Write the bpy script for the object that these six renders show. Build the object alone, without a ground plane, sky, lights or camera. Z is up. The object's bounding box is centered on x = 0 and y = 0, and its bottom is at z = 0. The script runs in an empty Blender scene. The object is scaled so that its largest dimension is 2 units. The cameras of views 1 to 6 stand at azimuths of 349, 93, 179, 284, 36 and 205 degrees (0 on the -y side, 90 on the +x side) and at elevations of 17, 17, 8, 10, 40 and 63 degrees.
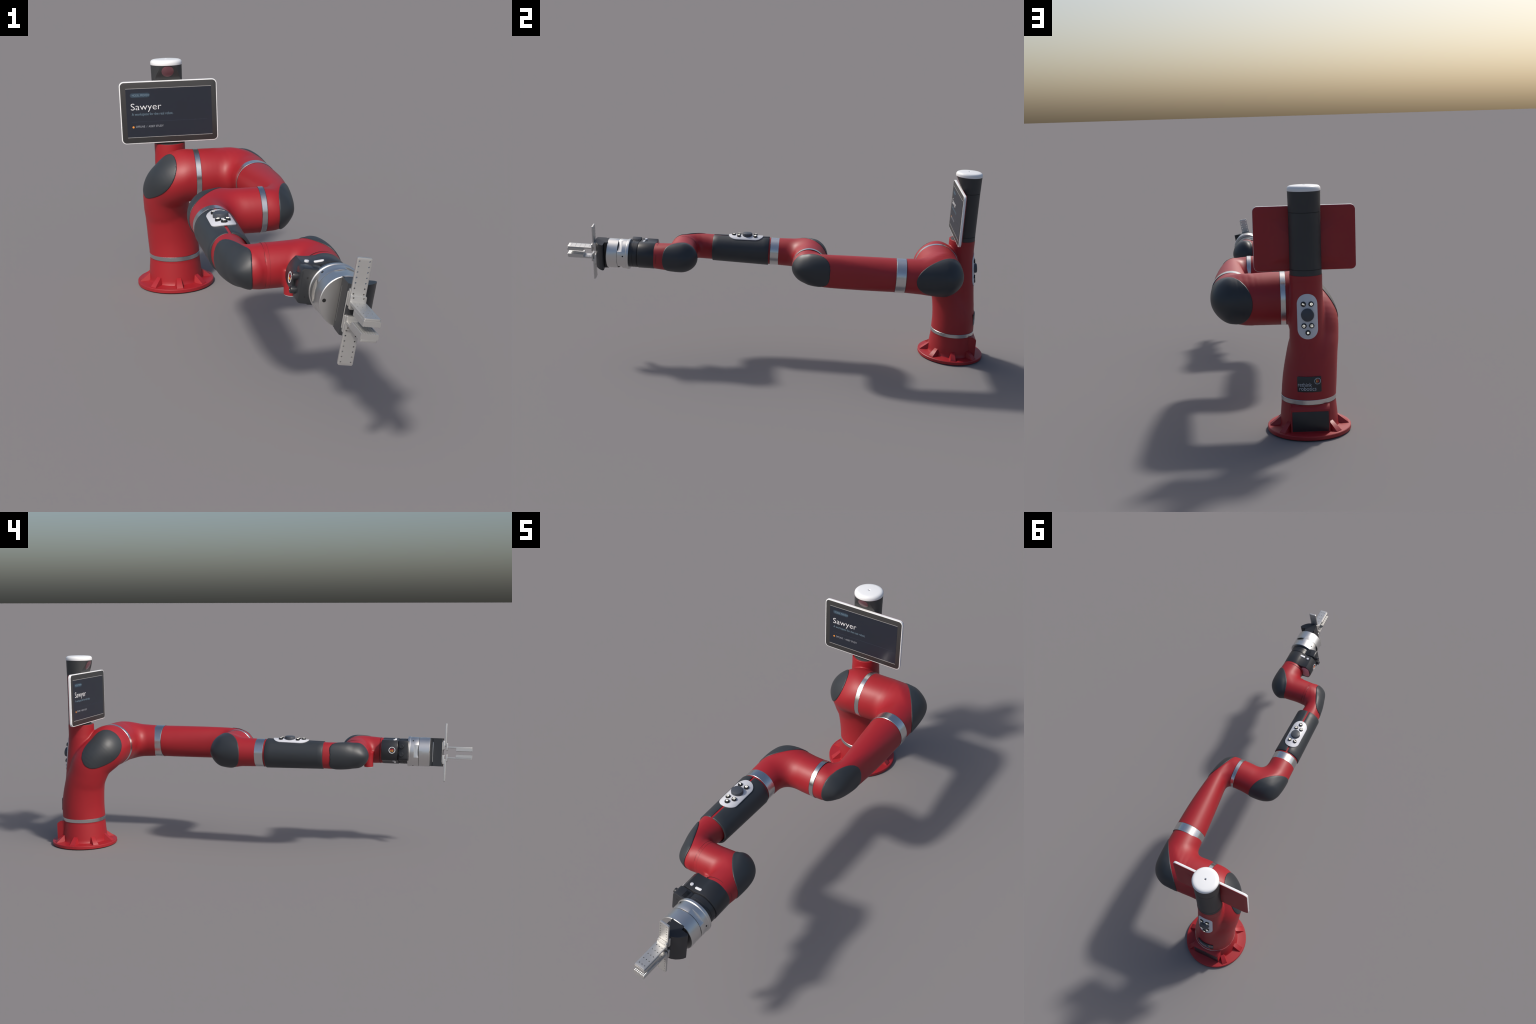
# One-armed collaborative robot: red cast links, grey elbow caps, display head, parallel gripper.
import bpy, bmesh, math, random
import numpy as np
from mathutils import Vector, Matrix

random.seed(7)
np.random.seed(7)

# ------------------------------------------------------------------ layout
S = 1.495                                   # real metres -> scene metres
BX, BY = -0.0885, 0.8422                    # base axis
ZA = 0.474                                  # height of the stretched-out arm
Y1 = BY - 0.081 * S                         # shoulder axis (runs along x)
X2 = BX + 0.1925 * S                        # upper arm axis (runs along y)
Y3 = BY - 0.481 * S                         # elbow axis (x)
X4 = BX + 0.024 * S                         # forearm axis (y)
Y5 = BY - 0.881 * S                         # wrist axis (x)
X6 = BX + 0.1603 * S                        # hand axis (y)
TILT = math.radians(10)                     # hand is rolled ten degrees

# ------------------------------------------------------------------ materials
MATS = {}


def nodes_of(name):
    m = bpy.data.materials.new(name)
    m.use_nodes = True
    nt = m.node_tree
    return m, nt, nt.nodes["Principled BSDF"]


def plastic(name, col, rough, grain=0.06, bump=0.0, scale=420.0, spec=0.5, metallic=0.0,
            coat=0.0, mottle=0.05):
    """Base colour with a slight large mottle, roughness grain and optional fine bump."""
    m, nt, b = nodes_of(name)
    N, L = nt.nodes, nt.links
    tc = N.new("ShaderNodeTexCoord")
    n1 = N.new("ShaderNodeTexNoise")
    n1.inputs["Scale"].default_value = 9.0
    n1.inputs["Detail"].default_value = 3.0
    L.new(tc.outputs["Object"], n1.inputs["Vector"])
    ramp = N.new("ShaderNodeValToRGB")
    ramp.color_ramp.elements[0].position = 0.35
    ramp.color_ramp.elements[1].position = 0.65
    lo = [c * (1 - mottle) for c in col]
    hi = [min(1, c * (1 + mottle)) for c in col]
    ramp.color_ramp.elements[0].color = (*lo, 1)
    ramp.color_ramp.elements[1].color = (*hi, 1)
    L.new(n1.outputs["Fac"], ramp.inputs["Fac"])
    L.new(ramp.outputs["Color"], b.inputs["Base Color"])
    n2 = N.new("ShaderNodeTexNoise")
    n2.inputs["Scale"].default_value = scale
    n2.inputs["Detail"].default_value = 2.0
    L.new(tc.outputs["Object"], n2.inputs["Vector"])
    mr = N.new("ShaderNodeMapRange")
    mr.inputs["To Min"].default_value = max(0.02, rough - grain)
    mr.inputs["To Max"].default_value = min(1.0, rough + grain)
    L.new(n2.outputs["Fac"], mr.inputs["Value"])
    L.new(mr.outputs["Result"], b.inputs["Roughness"])
    if bump > 0:
        bp = N.new("ShaderNodeBump")
        bp.inputs["Strength"].default_value = bump
        bp.inputs["Distance"].default_value = 0.0006
        L.new(n2.outputs["Fac"], bp.inputs["Height"])
        L.new(bp.outputs["Normal"], b.inputs["Normal"])
    b.inputs["Metallic"].default_value = metallic
    b.inputs["Specular IOR Level"].default_value = spec
    b.inputs["Coat Weight"].default_value = coat
    MATS[name] = m
    return m


RED = plastic("red_paint", (0.318, 0.0108, 0.0176), 0.48, 0.0, mottle=0.015)
GREY = plastic("dark_grey_cap", (0.027, 0.032, 0.038), 0.46, 0.0, mottle=0.02)
BLACK = plastic("black_plastic", (0.022, 0.024, 0.028), 0.36, 0.0, mottle=0.03)
HEADM = plastic("charcoal_head", (0.034, 0.036, 0.038), 0.5, 0.03, mottle=0.03)
STEEL = plastic("satin_steel", (0.66, 0.66, 0.66), 0.26, 0.0, metallic=1.0, mottle=0.01)
ALU = plastic("machined_aluminium", (0.72, 0.715, 0.70), 0.38, 0.0, metallic=1.0, mottle=0.02)
FINGERM = plastic("finger_aluminium", (0.60, 0.595, 0.58), 0.46, 0.0, metallic=0.85, mottle=0.01)
WHITE = plastic("white_plastic", (0.80, 0.81, 0.82), 0.35, 0.04, mottle=0.01)
PADM = plastic("pad_silver_white", (0.62, 0.63, 0.67), 0.4, 0.03, mottle=0.01)
DIALM = plastic("dial_slate", (0.055, 0.063, 0.078), 0.4, 0.03, mottle=0.02)
BUTTONM = plastic("button_black", (0.012, 0.012, 0.013), 0.25, 0.03, mottle=0.02)
ICON = plastic("icon_backlit", (0.80, 0.79, 0.70), 0.5, 0.02, mottle=0.0)
ICON.node_tree.nodes["Principled BSDF"].inputs["Emission Color"].default_value = (1.0, 0.96, 0.86, 1)   # backlit key symbols
ICON.node_tree.nodes["Principled BSDF"].inputs["Emission Strength"].default_value = 0.55
BEZEL = plastic("bezel_black", (0.034, 0.034, 0.035), 0.45, 0.02, mottle=0.02)
GLASS = plastic("screen_navy", (0.0135, 0.018, 0.030), 0.42, 0.02, mottle=0.02)
TEXTW = plastic("text_white", (0.85, 0.86, 0.88), 0.6, 0.0, mottle=0.0)
TEXTB = plastic("text_pale_blue", (0.20, 0.30, 0.38), 0.6, 0.0, mottle=0.0)
TEXTG = plastic("text_pale_grey", (0.42, 0.45, 0.50), 0.6, 0.0, mottle=0.0)
BADGE = plastic("badge_blue", (0.030, 0.055, 0.085), 0.5, 0.0, mottle=0.0)
RULE = plastic("rule_navy", (0.026, 0.034, 0.058), 0.5, 0.0, mottle=0.0)
STRIPL = plastic("strip_grey", (0.36, 0.36, 0.36), 0.5, 0.0, mottle=0.0)
AMBER = plastic("amber_dot", (0.85, 0.32, 0.05), 0.5, 0.0, mottle=0.0)
LOGOR = plastic("logo_red", (0.45, 0.02, 0.025), 0.5, 0.0, mottle=0.0)
LENSM = plastic("lens_rose", (0.165, 0.070, 0.085), 0.30, 0.02, mottle=0.02)
SEAM = plastic("seam_dark", (0.045, 0.008, 0.010), 0.6, 0.0, mottle=0.0)
DARKSEAM = plastic("seam_black", (0.006, 0.006, 0.007), 0.6, 0.0, mottle=0.0)
PINK = plastic("pale_backplate", (0.55, 0.45, 0.47), 0.5, 0.02, mottle=0.02)  # whitish plastic; pink tint bakes in red light bounced off the wrist

# ------------------------------------------------------------------ object plumbing
root = bpy.data.objects.new("robot_arm", None)
root.empty_display_size = 0.2
root.location = (BX, BY, 0)
bpy.context.scene.collection.objects.link(root)
root["label"] = "red one-armed industrial robot with display head and silver gripper"
root["category"] = "robot arm"
bpy.context.view_layer.update()


def add(name, mesh, mat=None, parent=None, matrix=None, smooth=None):
    if mat is not None and not mesh.materials:
        mesh.materials.append(mat)
    ob = bpy.data.objects.new(name, mesh)
    bpy.context.scene.collection.objects.link(ob)
    par = parent or root
    ob.parent = par
    w = matrix if matrix is not None else Matrix()
    ob.matrix_parent_inverse = Matrix()
    ob.matrix_basis = WORLD[par.name].inverted() @ w
    WORLD[ob.name] = w.copy()
    return ob


WORLD = {root.name: Matrix.Translation((BX, BY, 0))}


def from_bm(bm, name, angle=35.0):
    me = bpy.data.meshes.new(name)
    bmesh.ops.recalc_face_normals(bm, faces=bm.faces)
    bm.to_mesh(me)
    bm.free()
    if angle is None:
        me.shade_flat()
    else:
        me.shade_smooth()
        me.set_sharp_from_angle(angle=math.radians(angle))
    return me


def frame(origin, xdir, zdir):
    """Matrix whose local x and z point along the given world directions."""
    z = Vector(zdir).normalized()
    x = Vector(xdir)
    x = (x - z * x.dot(z)).normalized()
    y = z.cross(x)
    m = Matrix((x, y, z)).transposed().to_4x4()
    m.translation = Vector(origin)
    return m


def lathe(name, prof, seg=96, close_ends=True, angle=35.0):
    """Turn (radius, height) points about local z."""
    bm = bmesh.new()
    rings = []
    for r, z in prof:
        if r < 1e-6:
            rings.append([bm.verts.new((0, 0, z))])
        else:
            rings.append([bm.verts.new((r * math.cos(2 * math.pi * i / seg), r * math.sin(2 * math.pi * i / seg), z))
                          for i in range(seg)])
    for a, b in zip(rings, rings[1:]):
        for i in range(seg):
            j = (i + 1) % seg
            if len(a) == 1:
                bm.faces.new((a[0], b[i], b[j]))
            elif len(b) == 1:
                bm.faces.new((a[i], b[0], a[j]))
            else:
                bm.faces.new((a[i], b[i], b[j], a[j]))
    if close_ends:
        for ring in (rings[0], rings[-1]):
            if len(ring) > 1:
                bm.faces.new(ring)
    return from_bm(bm, name, angle)


def band(name, r_out, r_in, t0, t1, edge=0.0008):
    """A ring with eased edges about local z."""
    p = [(r_in, t0), (r_out - edge, t0), (r_out, t0 + edge), (r_out, t1 - edge), (r_out - edge, t1), (r_in, t1), (r_in, t0)]
    return lathe(name, p, 128, False)


def box(name, lo, hi, bev=0.0, segs=2, angle=35.0):
    bm = bmesh.new()
    bmesh.ops.create_cube(bm, size=1.0)
    lo, hi = Vector(lo), Vector(hi)
    for v in bm.verts:
        v.co = Vector([(lo[i] + hi[i]) / 2 + v.co[i] * (hi[i] - lo[i]) for i in range(3)])
    if bev > 0:
        bmesh.ops.bevel(bm, geom=list(bm.edges), offset=bev, segments=segs, profile=0.5, affect='EDGES')
    return from_bm(bm, name, angle)


def rounded_rect(w, h, r, n=6, cx=0.0, cy=0.0):
    pts = []
    for k, (sx, sy) in enumerate(((1, 1), (-1, 1), (-1, -1), (1, -1))):
        for i in range(n + 1):
            a = math.pi / 2 * (k + i / n)
            pts.append((cx + sx * (w / 2 - r) + r * math.cos(a), cy + sy * (h / 2 - r) + r * math.sin(a)))
    return pts


def circle(cx, cy, r, n=14):
    return [(cx + r * math.cos(2 * math.pi * i / n), cy + r * math.sin(2 * math.pi * i / n)) for i in range(n)]


def slab(name, outline, z0, z1, holes=(), bev=0.0, segs=2, angle=35.0):
    """Extrude a flat outline with real through-holes along local z; rim edges optionally eased."""
    bm = bmesh.new()
    edges = []
    for loop in [outline] + list(holes):
        vs = [bm.verts.new((x, y, z0)) for x, y in loop]
        edges += [bm.edges.new((vs[i], vs[(i + 1) % len(vs)])) for i in range(len(vs))]
    if holes:
        bmesh.ops.triangle_fill(bm, use_beauty=True, edges=edges)
        # drop anything the fill put inside a hole
        dead = []
        for f in bm.faces:
            c = f.calc_center_median()
            for h in holes:
                hx = sum(p[0] for p in h) / len(h)
                hy = sum(p[1] for p in h) / len(h)
                hr = max(math.hypot(p[0] - hx, p[1] - hy) for p in h)
                if math.hypot(c.x - hx, c.y - hy) < hr * 0.9:
                    dead.append(f)
                    break
        bmesh.ops.delete(bm, geom=dead, context='FACES_ONLY')
    else:
        bm.faces.new([e.verts[0] for e in edges])
    ext = bmesh.ops.extrude_face_region(bm, geom=list(bm.faces))
    for v in ext["geom"]:
        if isinstance(v, bmesh.types.BMVert):
            v.co.z = z1
    bmesh.ops.recalc_face_normals(bm, faces=bm.faces)
    if bev > 0:
        n = len(outline)
        rim = []
        for e in bm.edges:
            if len(e.link_faces) == 2 and e.calc_face_angle(0) > 1.2:
                m = (e.verts[0].co + e.verts[1].co) / 2
                inh = False
                for h in holes:
                    hx = sum(p[0] for p in h) / len(h)
                    hy = sum(p[1] for p in h) / len(h)
                    hr = max(math.hypot(p[0] - hx, p[1] - hy) for p in h)
                    if math.hypot(m.x - hx, m.y - hy) < hr * 1.05:
                        inh = True
                if not inh:
                    rim.append(e)
        bmesh.ops.bevel(bm, geom=rim, offset=bev, segments=segs, profile=0.5, affect='EDGES', clamp_overlap=True)
    return from_bm(bm, name, angle)


def wrap(mesh, R, cz=0.0):
    """Bend a mesh modelled flat in xy (z up) round a cylinder of radius R about local y."""
    for v in mesh.vertices:
        a = v.co.x / R
        r = R + v.co.z
        v.co = Vector((r * math.sin(a), v.co.y, r * math.cos(a)))
    return mesh


def fine_slab(name, outline, z0, z1, bev, cut=0.004):
    """Slab sliced into strips along x so that it can be wrapped."""
    me = slab(name, outline, z0, z1, (), bev, 2)
    bm = bmesh.new()
    bm.from_mesh(me)
    xs = [v.co.x for v in bm.verts]
    x = min(xs) + cut
    while x < max(xs) - cut * 0.2:
        bmesh.ops.bisect_plane(bm, geom=bm.verts[:] + bm.edges[:] + bm.faces[:], plane_co=(x, 0, 0), plane_no=(1, 0, 0))
        x += cut
    bpy.data.meshes.remove(me)
    return from_bm(bm, name)


def text_mesh(name, body, size, align='LEFT', extrude=0.0004, spacing=1.0, thin=0.0):
    cu = bpy.data.curves.new(name, 'FONT')
    cu.body = body
    cu.size = size
    cu.align_x = align
    cu.extrude = extrude
    cu.space_character = spacing
    cu.resolution_u = 4
    cu.offset = -thin
    ob = bpy.data.objects.new(name + "_tmp", cu)
    bpy.context.scene.collection.objects.link(ob)
    dg = bpy.context.evaluated_depsgraph_get()
    me = bpy.data.meshes.new_from_object(ob.evaluated_get(dg))
    bpy.data.objects.remove(ob)
    bpy.data.curves.remove(cu)
    me.name = name
    return me


def fit_text(me, x0, x1, y0=None):
    """Scale a text mesh in x so that it spans x0..x1, base line at y0."""
    xs = [v.co.x for v in me.vertices]
    a, b = min(xs), max(xs)
    k = (x1 - x0) / (b - a)
    for v in me.vertices:
        v.co.x = x0 + (v.co.x - a) * k
        if y0 is not None:
            v.co.y += y0
    return me


# ------------------------------------------------------------------ implicit surfaces for the cast links
def smin(a, b, k):
    h = np.clip(0.5 + 0.5 * (b - a) / k, 0, 1)
    return b + (a - b) * h - k * h * (1 - h)


def smax(a, b, k):
    return -smin(-a, -b, k)


def cone(p, a, b, ra, rb):
    """Sphere-swept segment with linearly changing radius."""
    a, b = np.array(a, float), np.array(b, float)
    ab = b - a
    t = np.clip(((p - a) @ ab) / (ab @ ab), 0, 1)
    q = p - a - t[..., None] * ab
    return np.sqrt((q * q).sum(-1)) - (ra + (rb - ra) * t)


def sphere_path(p, knots, n=7):
    """Union of spheres swept along a smooth path of (x, y, z, r) knots."""
    K = np.array(knots, float)
    Q = np.vstack([2 * K[0] - K[1], K, 2 * K[-1] - K[-2]])
    pts = []
    for i in range(1, len(Q) - 2):
        for t in np.linspace(0, 1, n, endpoint=False):
            p0, p1, p2, p3 = Q[i - 1:i + 3]
            pts.append(0.5 * (2 * p1 + (p2 - p0) * t + (2 * p0 - 5 * p1 + 4 * p2 - p3) * t * t
                              + (3 * p1 - p0 - 3 * p2 + p3) * t ** 3))
    pts.append(K[-1])
    d = None
    for a, b in zip(pts, pts[1:]):
        e = cone(p, a[:3], b[:3], a[3], b[3])
        d = e if d is None else np.minimum(d, e)
    return d


def inner_k(p, c, n, k_in, k_out=0.0015, lo=-0.01, hi=0.05):
    """Blend width that is wide on the inside of an elbow and nil on the outside."""
    s = np.clip(((p - np.array(c)) @ np.array(n) - lo) / (hi - lo), 0, 1)
    s = s * s * (3 - 2 * s)
    return k_out + (k_in - k_out) * s


R2 = 0.70710678


def dome(p, c, n, h, a, k, ez=1.0):
    """Rounded trim on the outside of an elbow: hyperboloid with its apex h from c along n, falling off with slope k,
    blunted over a, steeper in z by ez."""
    n = np.array(n, float)
    n = n / np.linalg.norm(n)
    q = p - np.array(c, float)
    s = q @ n
    tz = q[..., 2] - s * n[2]
    tt = np.maximum((q * q).sum(-1) - s * s, 0) + (ez * ez - 1) * tz * tz
    return (s - h + k * (np.sqrt(a * a + tt) - a)) / math.sqrt(1 + k * k)


def heading(deg):
    return (math.cos(math.radians(deg)), math.sin(math.radians(deg)), 0.0)


def sdf_column(p):
    """Column that leans forward into the shoulder joint."""
    x, y, z = p[..., 0], p[..., 1], p[..., 2]
    body = sphere_path(p, [(BX, BY, 0.06, 0.1005), (BX, BY, 0.12, 0.1012), (-0.0945, 0.841, 0.20, 0.1000),
                           (-0.1066, 0.8249, 0.29, 0.0939), (-0.1170, 0.8036, 0.3421, 0.0895), (-0.1118, 0.7752, 0.4082, 0.0946),
                           (-0.0862, 0.7302, 0.4535, 0.0954), (-0.055, Y1, ZA, 0.1003), (-0.030, Y1, ZA, 0.1003)])
    tube = cone(p, (-0.05, Y1, ZA), (0.02, Y1, ZA), 0.1003, 0.1003)
    d = smin(body, tube, 0.004)
    d = smax(d, dome(p, (-0.09, 0.745, 0.45), (-0.6239, -0.5511, 0.5419), 0.1109, 0.0723, 0.461), 0.02)
    return np.maximum(d, np.where(z > 0.365, x + 0.006, -1.0))


def sdf_pillar(p):
    """Column and neck in one casting (first link)."""
    x, y, z = p[..., 0], p[..., 1], p[..., 2]
    d = sdf_column(p)
    neck = cone(p, (BX, 0.8628, 0.26), (BX, 0.8425, 0.52), 0.0686, 0.0600)
    neck2 = np.maximum(np.hypot(x - BX, y - BY) - 0.0598, 0.45 - z)
    neck = np.maximum(smin(neck, neck2, 0.003), z - 0.576)
    return smin(d, neck, 0.008)


C1 = (0.1871, 0.7403, ZA)


def sdf_shoulder(p):
    a = sphere_path(p, [(-0.02, Y1, ZA, 0.1003), (0.04, Y1, ZA, 0.1003), (0.11, (2 * Y1 + C1[1]) / 3, ZA, 0.0975), (*C1, 0.0853)], 4)
    b = cone(p, (X2, 0.52, ZA), C1, 0.0745, 0.0863)
    d = smin(a, b, inner_k(p, C1, (-R2, -R2, 0), 0.05))
    d = smax(d, dome(p, C1, heading(37.7), 0.0796, 0.0551, 0.626, 1.423), 0.02)
    d = np.maximum(d, -0.004 - p[..., 0])
    return np.maximum(d, 0.54 - p[..., 1])


C2 = (0.1835, 0.1092, ZA)


def ease(x, xs, ys):
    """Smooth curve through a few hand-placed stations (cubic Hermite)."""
    xs, ys = np.array(xs, float), np.array(ys, float)
    m = np.gradient(ys, xs)
    i = np.clip(np.searchsorted(xs, x) - 1, 0, len(xs) - 2)
    h = xs[i + 1] - xs[i]
    t = np.clip((x - xs[i]) / h, 0, 1)
    return ((2 * t ** 3 - 3 * t ** 2 + 1) * ys[i] + (t ** 3 - 2 * t ** 2 + t) * h * m[i]
            + (-2 * t ** 3 + 3 * t ** 2) * ys[i + 1] + (t ** 3 - t ** 2) * h * m[i + 1])


def sdf_upper_arm(p):
    y = p[..., 1]
    ky = [0.05, 0.123, 0.20, 0.25, 0.31, 0.385, 0.45, 0.516, 0.56]
    cx = ease(y, ky, [0.203, 0.207, 0.2094, 0.2089, 0.2073, 0.2049, 0.2021, X2, X2])
    hx = ease(y, ky, [0.046, 0.049, 0.0523, 0.0559, 0.0618, 0.0682, 0.0727, 0.0762, 0.0762])
    hz = ease(y, ky, [0.0735, 0.0742, 0.0752, 0.0760, 0.0765, 0.0767, 0.0767, 0.0764, 0.0762])
    e = ease(y, [0.05, 0.25, 0.40, 0.50, 0.56], [2.15, 2.15, 2.08, 2.0, 2.0])
    q = (np.abs((p[..., 0] - cx) / hx) ** e + np.abs((p[..., 2] - ZA) / hz) ** e) ** (1 / e)
    loft = smax((q - 1) * np.minimum(hx, hz), 0.080 - y, 0.05)
    tube = sphere_path(p, [(0.08, Y3, ZA, 0.0757), (0.115, Y3, ZA, 0.0757), (0.15, (2 * Y3 + C2[1]) / 3, ZA, 0.0721), (*C2, 0.0685)], 4)
    d = smin(loft, tube, inner_k(p, C2, (-0.6, 0.8, 0), 0.042, 0.006, 0.0, 0.07))
    d = smax(d, dome(p, C2, heading(-39.5), 0.0545, 0.0414, 0.657, 1.337), 0.02)
    d = np.maximum(d, y - 0.54)
    return np.maximum(d, np.where(y < 0.225, 0.132 - p[..., 0], -1.0))


C3 = (-0.0520, 0.1421, ZA)


def sdf_elbow(p):
    a = sphere_path(p, [(0.16, Y3, ZA, 0.0757), (0.08, Y3, ZA, 0.0757), (0.02, (2 * Y3 + C3[1]) / 3, ZA, 0.0750), (*C3, 0.0702)], 4)
    b = cone(p, (X4, -0.06, ZA), C3, 0.0630, 0.0692)
    d = smin(a, b, inner_k(p, C3, (R2, -R2, 0), 0.055))
    d = smax(d, dome(p, C3, heading(133.9), 0.0541, 0.0301, 0.624, 1.239), 0.02)
    d = np.maximum(d, p[..., 0] - 0.132)
    return np.maximum(d, -0.046 - p[..., 1])


C4 = (-0.0362, -0.4985, ZA)


def sdf_forearm(p):
    y = p[..., 1]
    a = np.maximum(cone(p, (X4, 0.0, ZA), (X4, -0.36, ZA), 0.0635, 0.0590), -0.322 - y)
    ky = [-0.50, -0.45, -0.40, -0.345, -0.315, -0.28]
    cx = ease(y, ky, [-0.058, -0.0600, -0.0612, -0.0585, -0.0535, X4])
    hx = ease(y, ky, [0.048, 0.0495, 0.0506, 0.0540, 0.0590, 0.0600])
    hz = ease(y, ky, [0.058, 0.0592, 0.0597, 0.0597, 0.0598, 0.0600])
    loft = (np.sqrt(((p[..., 0] - cx) / hx) ** 2 + ((p[..., 2] - ZA) / hz) ** 2) - 1) * np.minimum(hx, hz)
    loft = np.maximum(smax(loft, -0.480 - y, 0.03), y + 0.31)
    a2 = smin(loft, cone(p, (-0.056, -0.43, ZA), C4, 0.0520, 0.0600), 0.012)
    b = sphere_path(p, [(0.06, Y5, ZA, 0.0627), (0.02, Y5, ZA, 0.0627), (*C4, 0.0508)], 4)
    d = smin(np.minimum(a, a2), b, inner_k(p, C4, (R2, R2, 0), 0.030))
    d = smax(d, dome(p, C4, heading(226.0), 0.0370, 0.0340, 0.690, 1.36), 0.024)
    d = np.maximum(d, p[..., 1] + 0.046)
    return np.maximum(d, p[..., 0] - 0.0180)


C5 = (0.1621, -0.4613, ZA)


def sdf_wrist(p):
    a = sphere_path(p, [(-0.02, Y5, ZA, 0.0630), (0.05, Y5, ZA, 0.0630), (0.10, (2 * Y5 + C5[1]) / 3, ZA, 0.0630), (*C5, 0.0603)], 4)
    b = cone(p, (X6, -0.60, ZA), C5, 0.0580, 0.0663)
    d = smin(a, b, inner_k(p, C5, (-R2, -R2, 0), 0.028))
    d = smax(d, dome(p, C5, heading(27.5), 0.0517, 0.0568, 0.621, 1.561), 0.02)
    nub = np.hypot(p[..., 0] - 0.081, p[..., 1] + 0.530) - 0.0208
    nub = np.maximum(nub, np.maximum(0.414 - p[..., 2], p[..., 2] - 0.475))
    d = smin(d, nub, 0.008)
    d = np.maximum(d, 0.0085 - p[..., 0])
    return np.maximum(d, -0.60 - p[..., 1])


def mesh_sdf(name, f, lo, hi, h):
    """Surface nets over a sampled field, then pulled exactly on to the surface."""
    lo, hi = np.array(lo, float), np.array(hi, float)
    n = np.ceil((hi - lo) / h).astype(int) + 1
    ax = [lo[i] + h * np.arange(n[i]) for i in range(3)]
    G = np.stack(np.meshgrid(*ax, indexing='ij'), -1)
    D = f(G)
    ins = D < 0
    corner = [(i, j, k) for i in (0, 1) for j in (0, 1) for k in (0, 1)]
    sl = lambda o: tuple(slice(o[i], n[i] - 1 + o[i]) for i in range(3))
    cnt = sum(ins[sl(o)].astype(int) for o in corner)
    act = (cnt > 0) & (cnt < 8)
    idx = -np.ones(act.shape, int)
    cells = np.argwhere(act)
    idx[act] = np.arange(len(cells))
    acc = np.zeros((len(cells), 3))
    w = np.zeros(len(cells))
    ci = cells
    for a in range(8):
        for b in range(a + 1, 8):
            oa, ob = np.array(corner[a]), np.array(corner[b])
            if np.abs(oa - ob).sum() != 1:
                continue
            da = D[tuple((ci + oa).T)]
            db = D[tuple((ci + ob).T)]
            m = (da < 0) != (db < 0)
            t = np.where(m, da / np.where(m, da - db, 1), 0)
            acc += np.where(m[:, None], oa + t[:, None] * (ob - oa), 0)
            w += m
    V = lo + h * (cells + acc / w[:, None])
    faces = []
    for a in range(3):
        b, c = (a + 1) % 3, (a + 2) % 3
        s0 = [slice(1, n[i] - 1) for i in range(3)]
        s1 = list(s0)
        s0[a] = slice(0, n[a] - 1)
        s1[a] = slice(1, n[a])
        A, B = ins[tuple(s0)], ins[tuple(s1)]
        for flip, M in ((False, A & ~B), (True, ~A & B)):
            e = np.argwhere(M)
            if not len(e):
                continue
            e[:, b] += 1
            e[:, c] += 1
            q = []
            for db, dc in ((-1, -1), (0, -1), (0, 0), (-1, 0)):
                g = e.copy()
                g[:, b] += db
                g[:, c] += dc
                q.append(idx[tuple(g.T)])
            q = np.stack(q, 1)
            faces.append(q[:, ::-1] if flip else q)
    F = np.vstack(faces)
    eps = 1e-4
    E3 = np.eye(3) * eps
    for it in range(4):
        d = f(V)
        g = np.stack([(f(V + E3[i]) - f(V - E3[i])) / (2 * eps) for i in range(3)], -1)
        gl = np.maximum((g * g).sum(-1), 0.05)
        step = np.clip(d / gl, -0.4 * h, 0.4 * h)
        V = V - step[:, None] * g
    me = bpy.data.meshes.new(name)
    me.from_pydata(V.tolist(), [], F.tolist())
    me.update()
    me.shade_smooth()
    return me



def cap_field(f, centre, n, t2, s0, k2, k1, off=0.0031, k=0.0050):
    """Elbow cap: the link grown a little, kept only beyond a dished parting surface."""
    c, n, t2 = np.array(centre, float), np.array(n, float), np.array(t2, float)
    n = n / np.linalg.norm(n)
    t2 = t2 / np.linalg.norm(t2)
    t1 = np.cross(n, t2)

    def g(p):
        q = p - c
        a, b = q @ t2, q @ t1
        s = (q @ n - (s0 + k2 * a * a + k1 * b * b)) / np.sqrt(1 + (2 * k2 * a) ** 2 + (2 * k1 * b) ** 2)
        return smax(f(p) - off, -s, k)
    return g


ZUP = (0, 0, 1)
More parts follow.
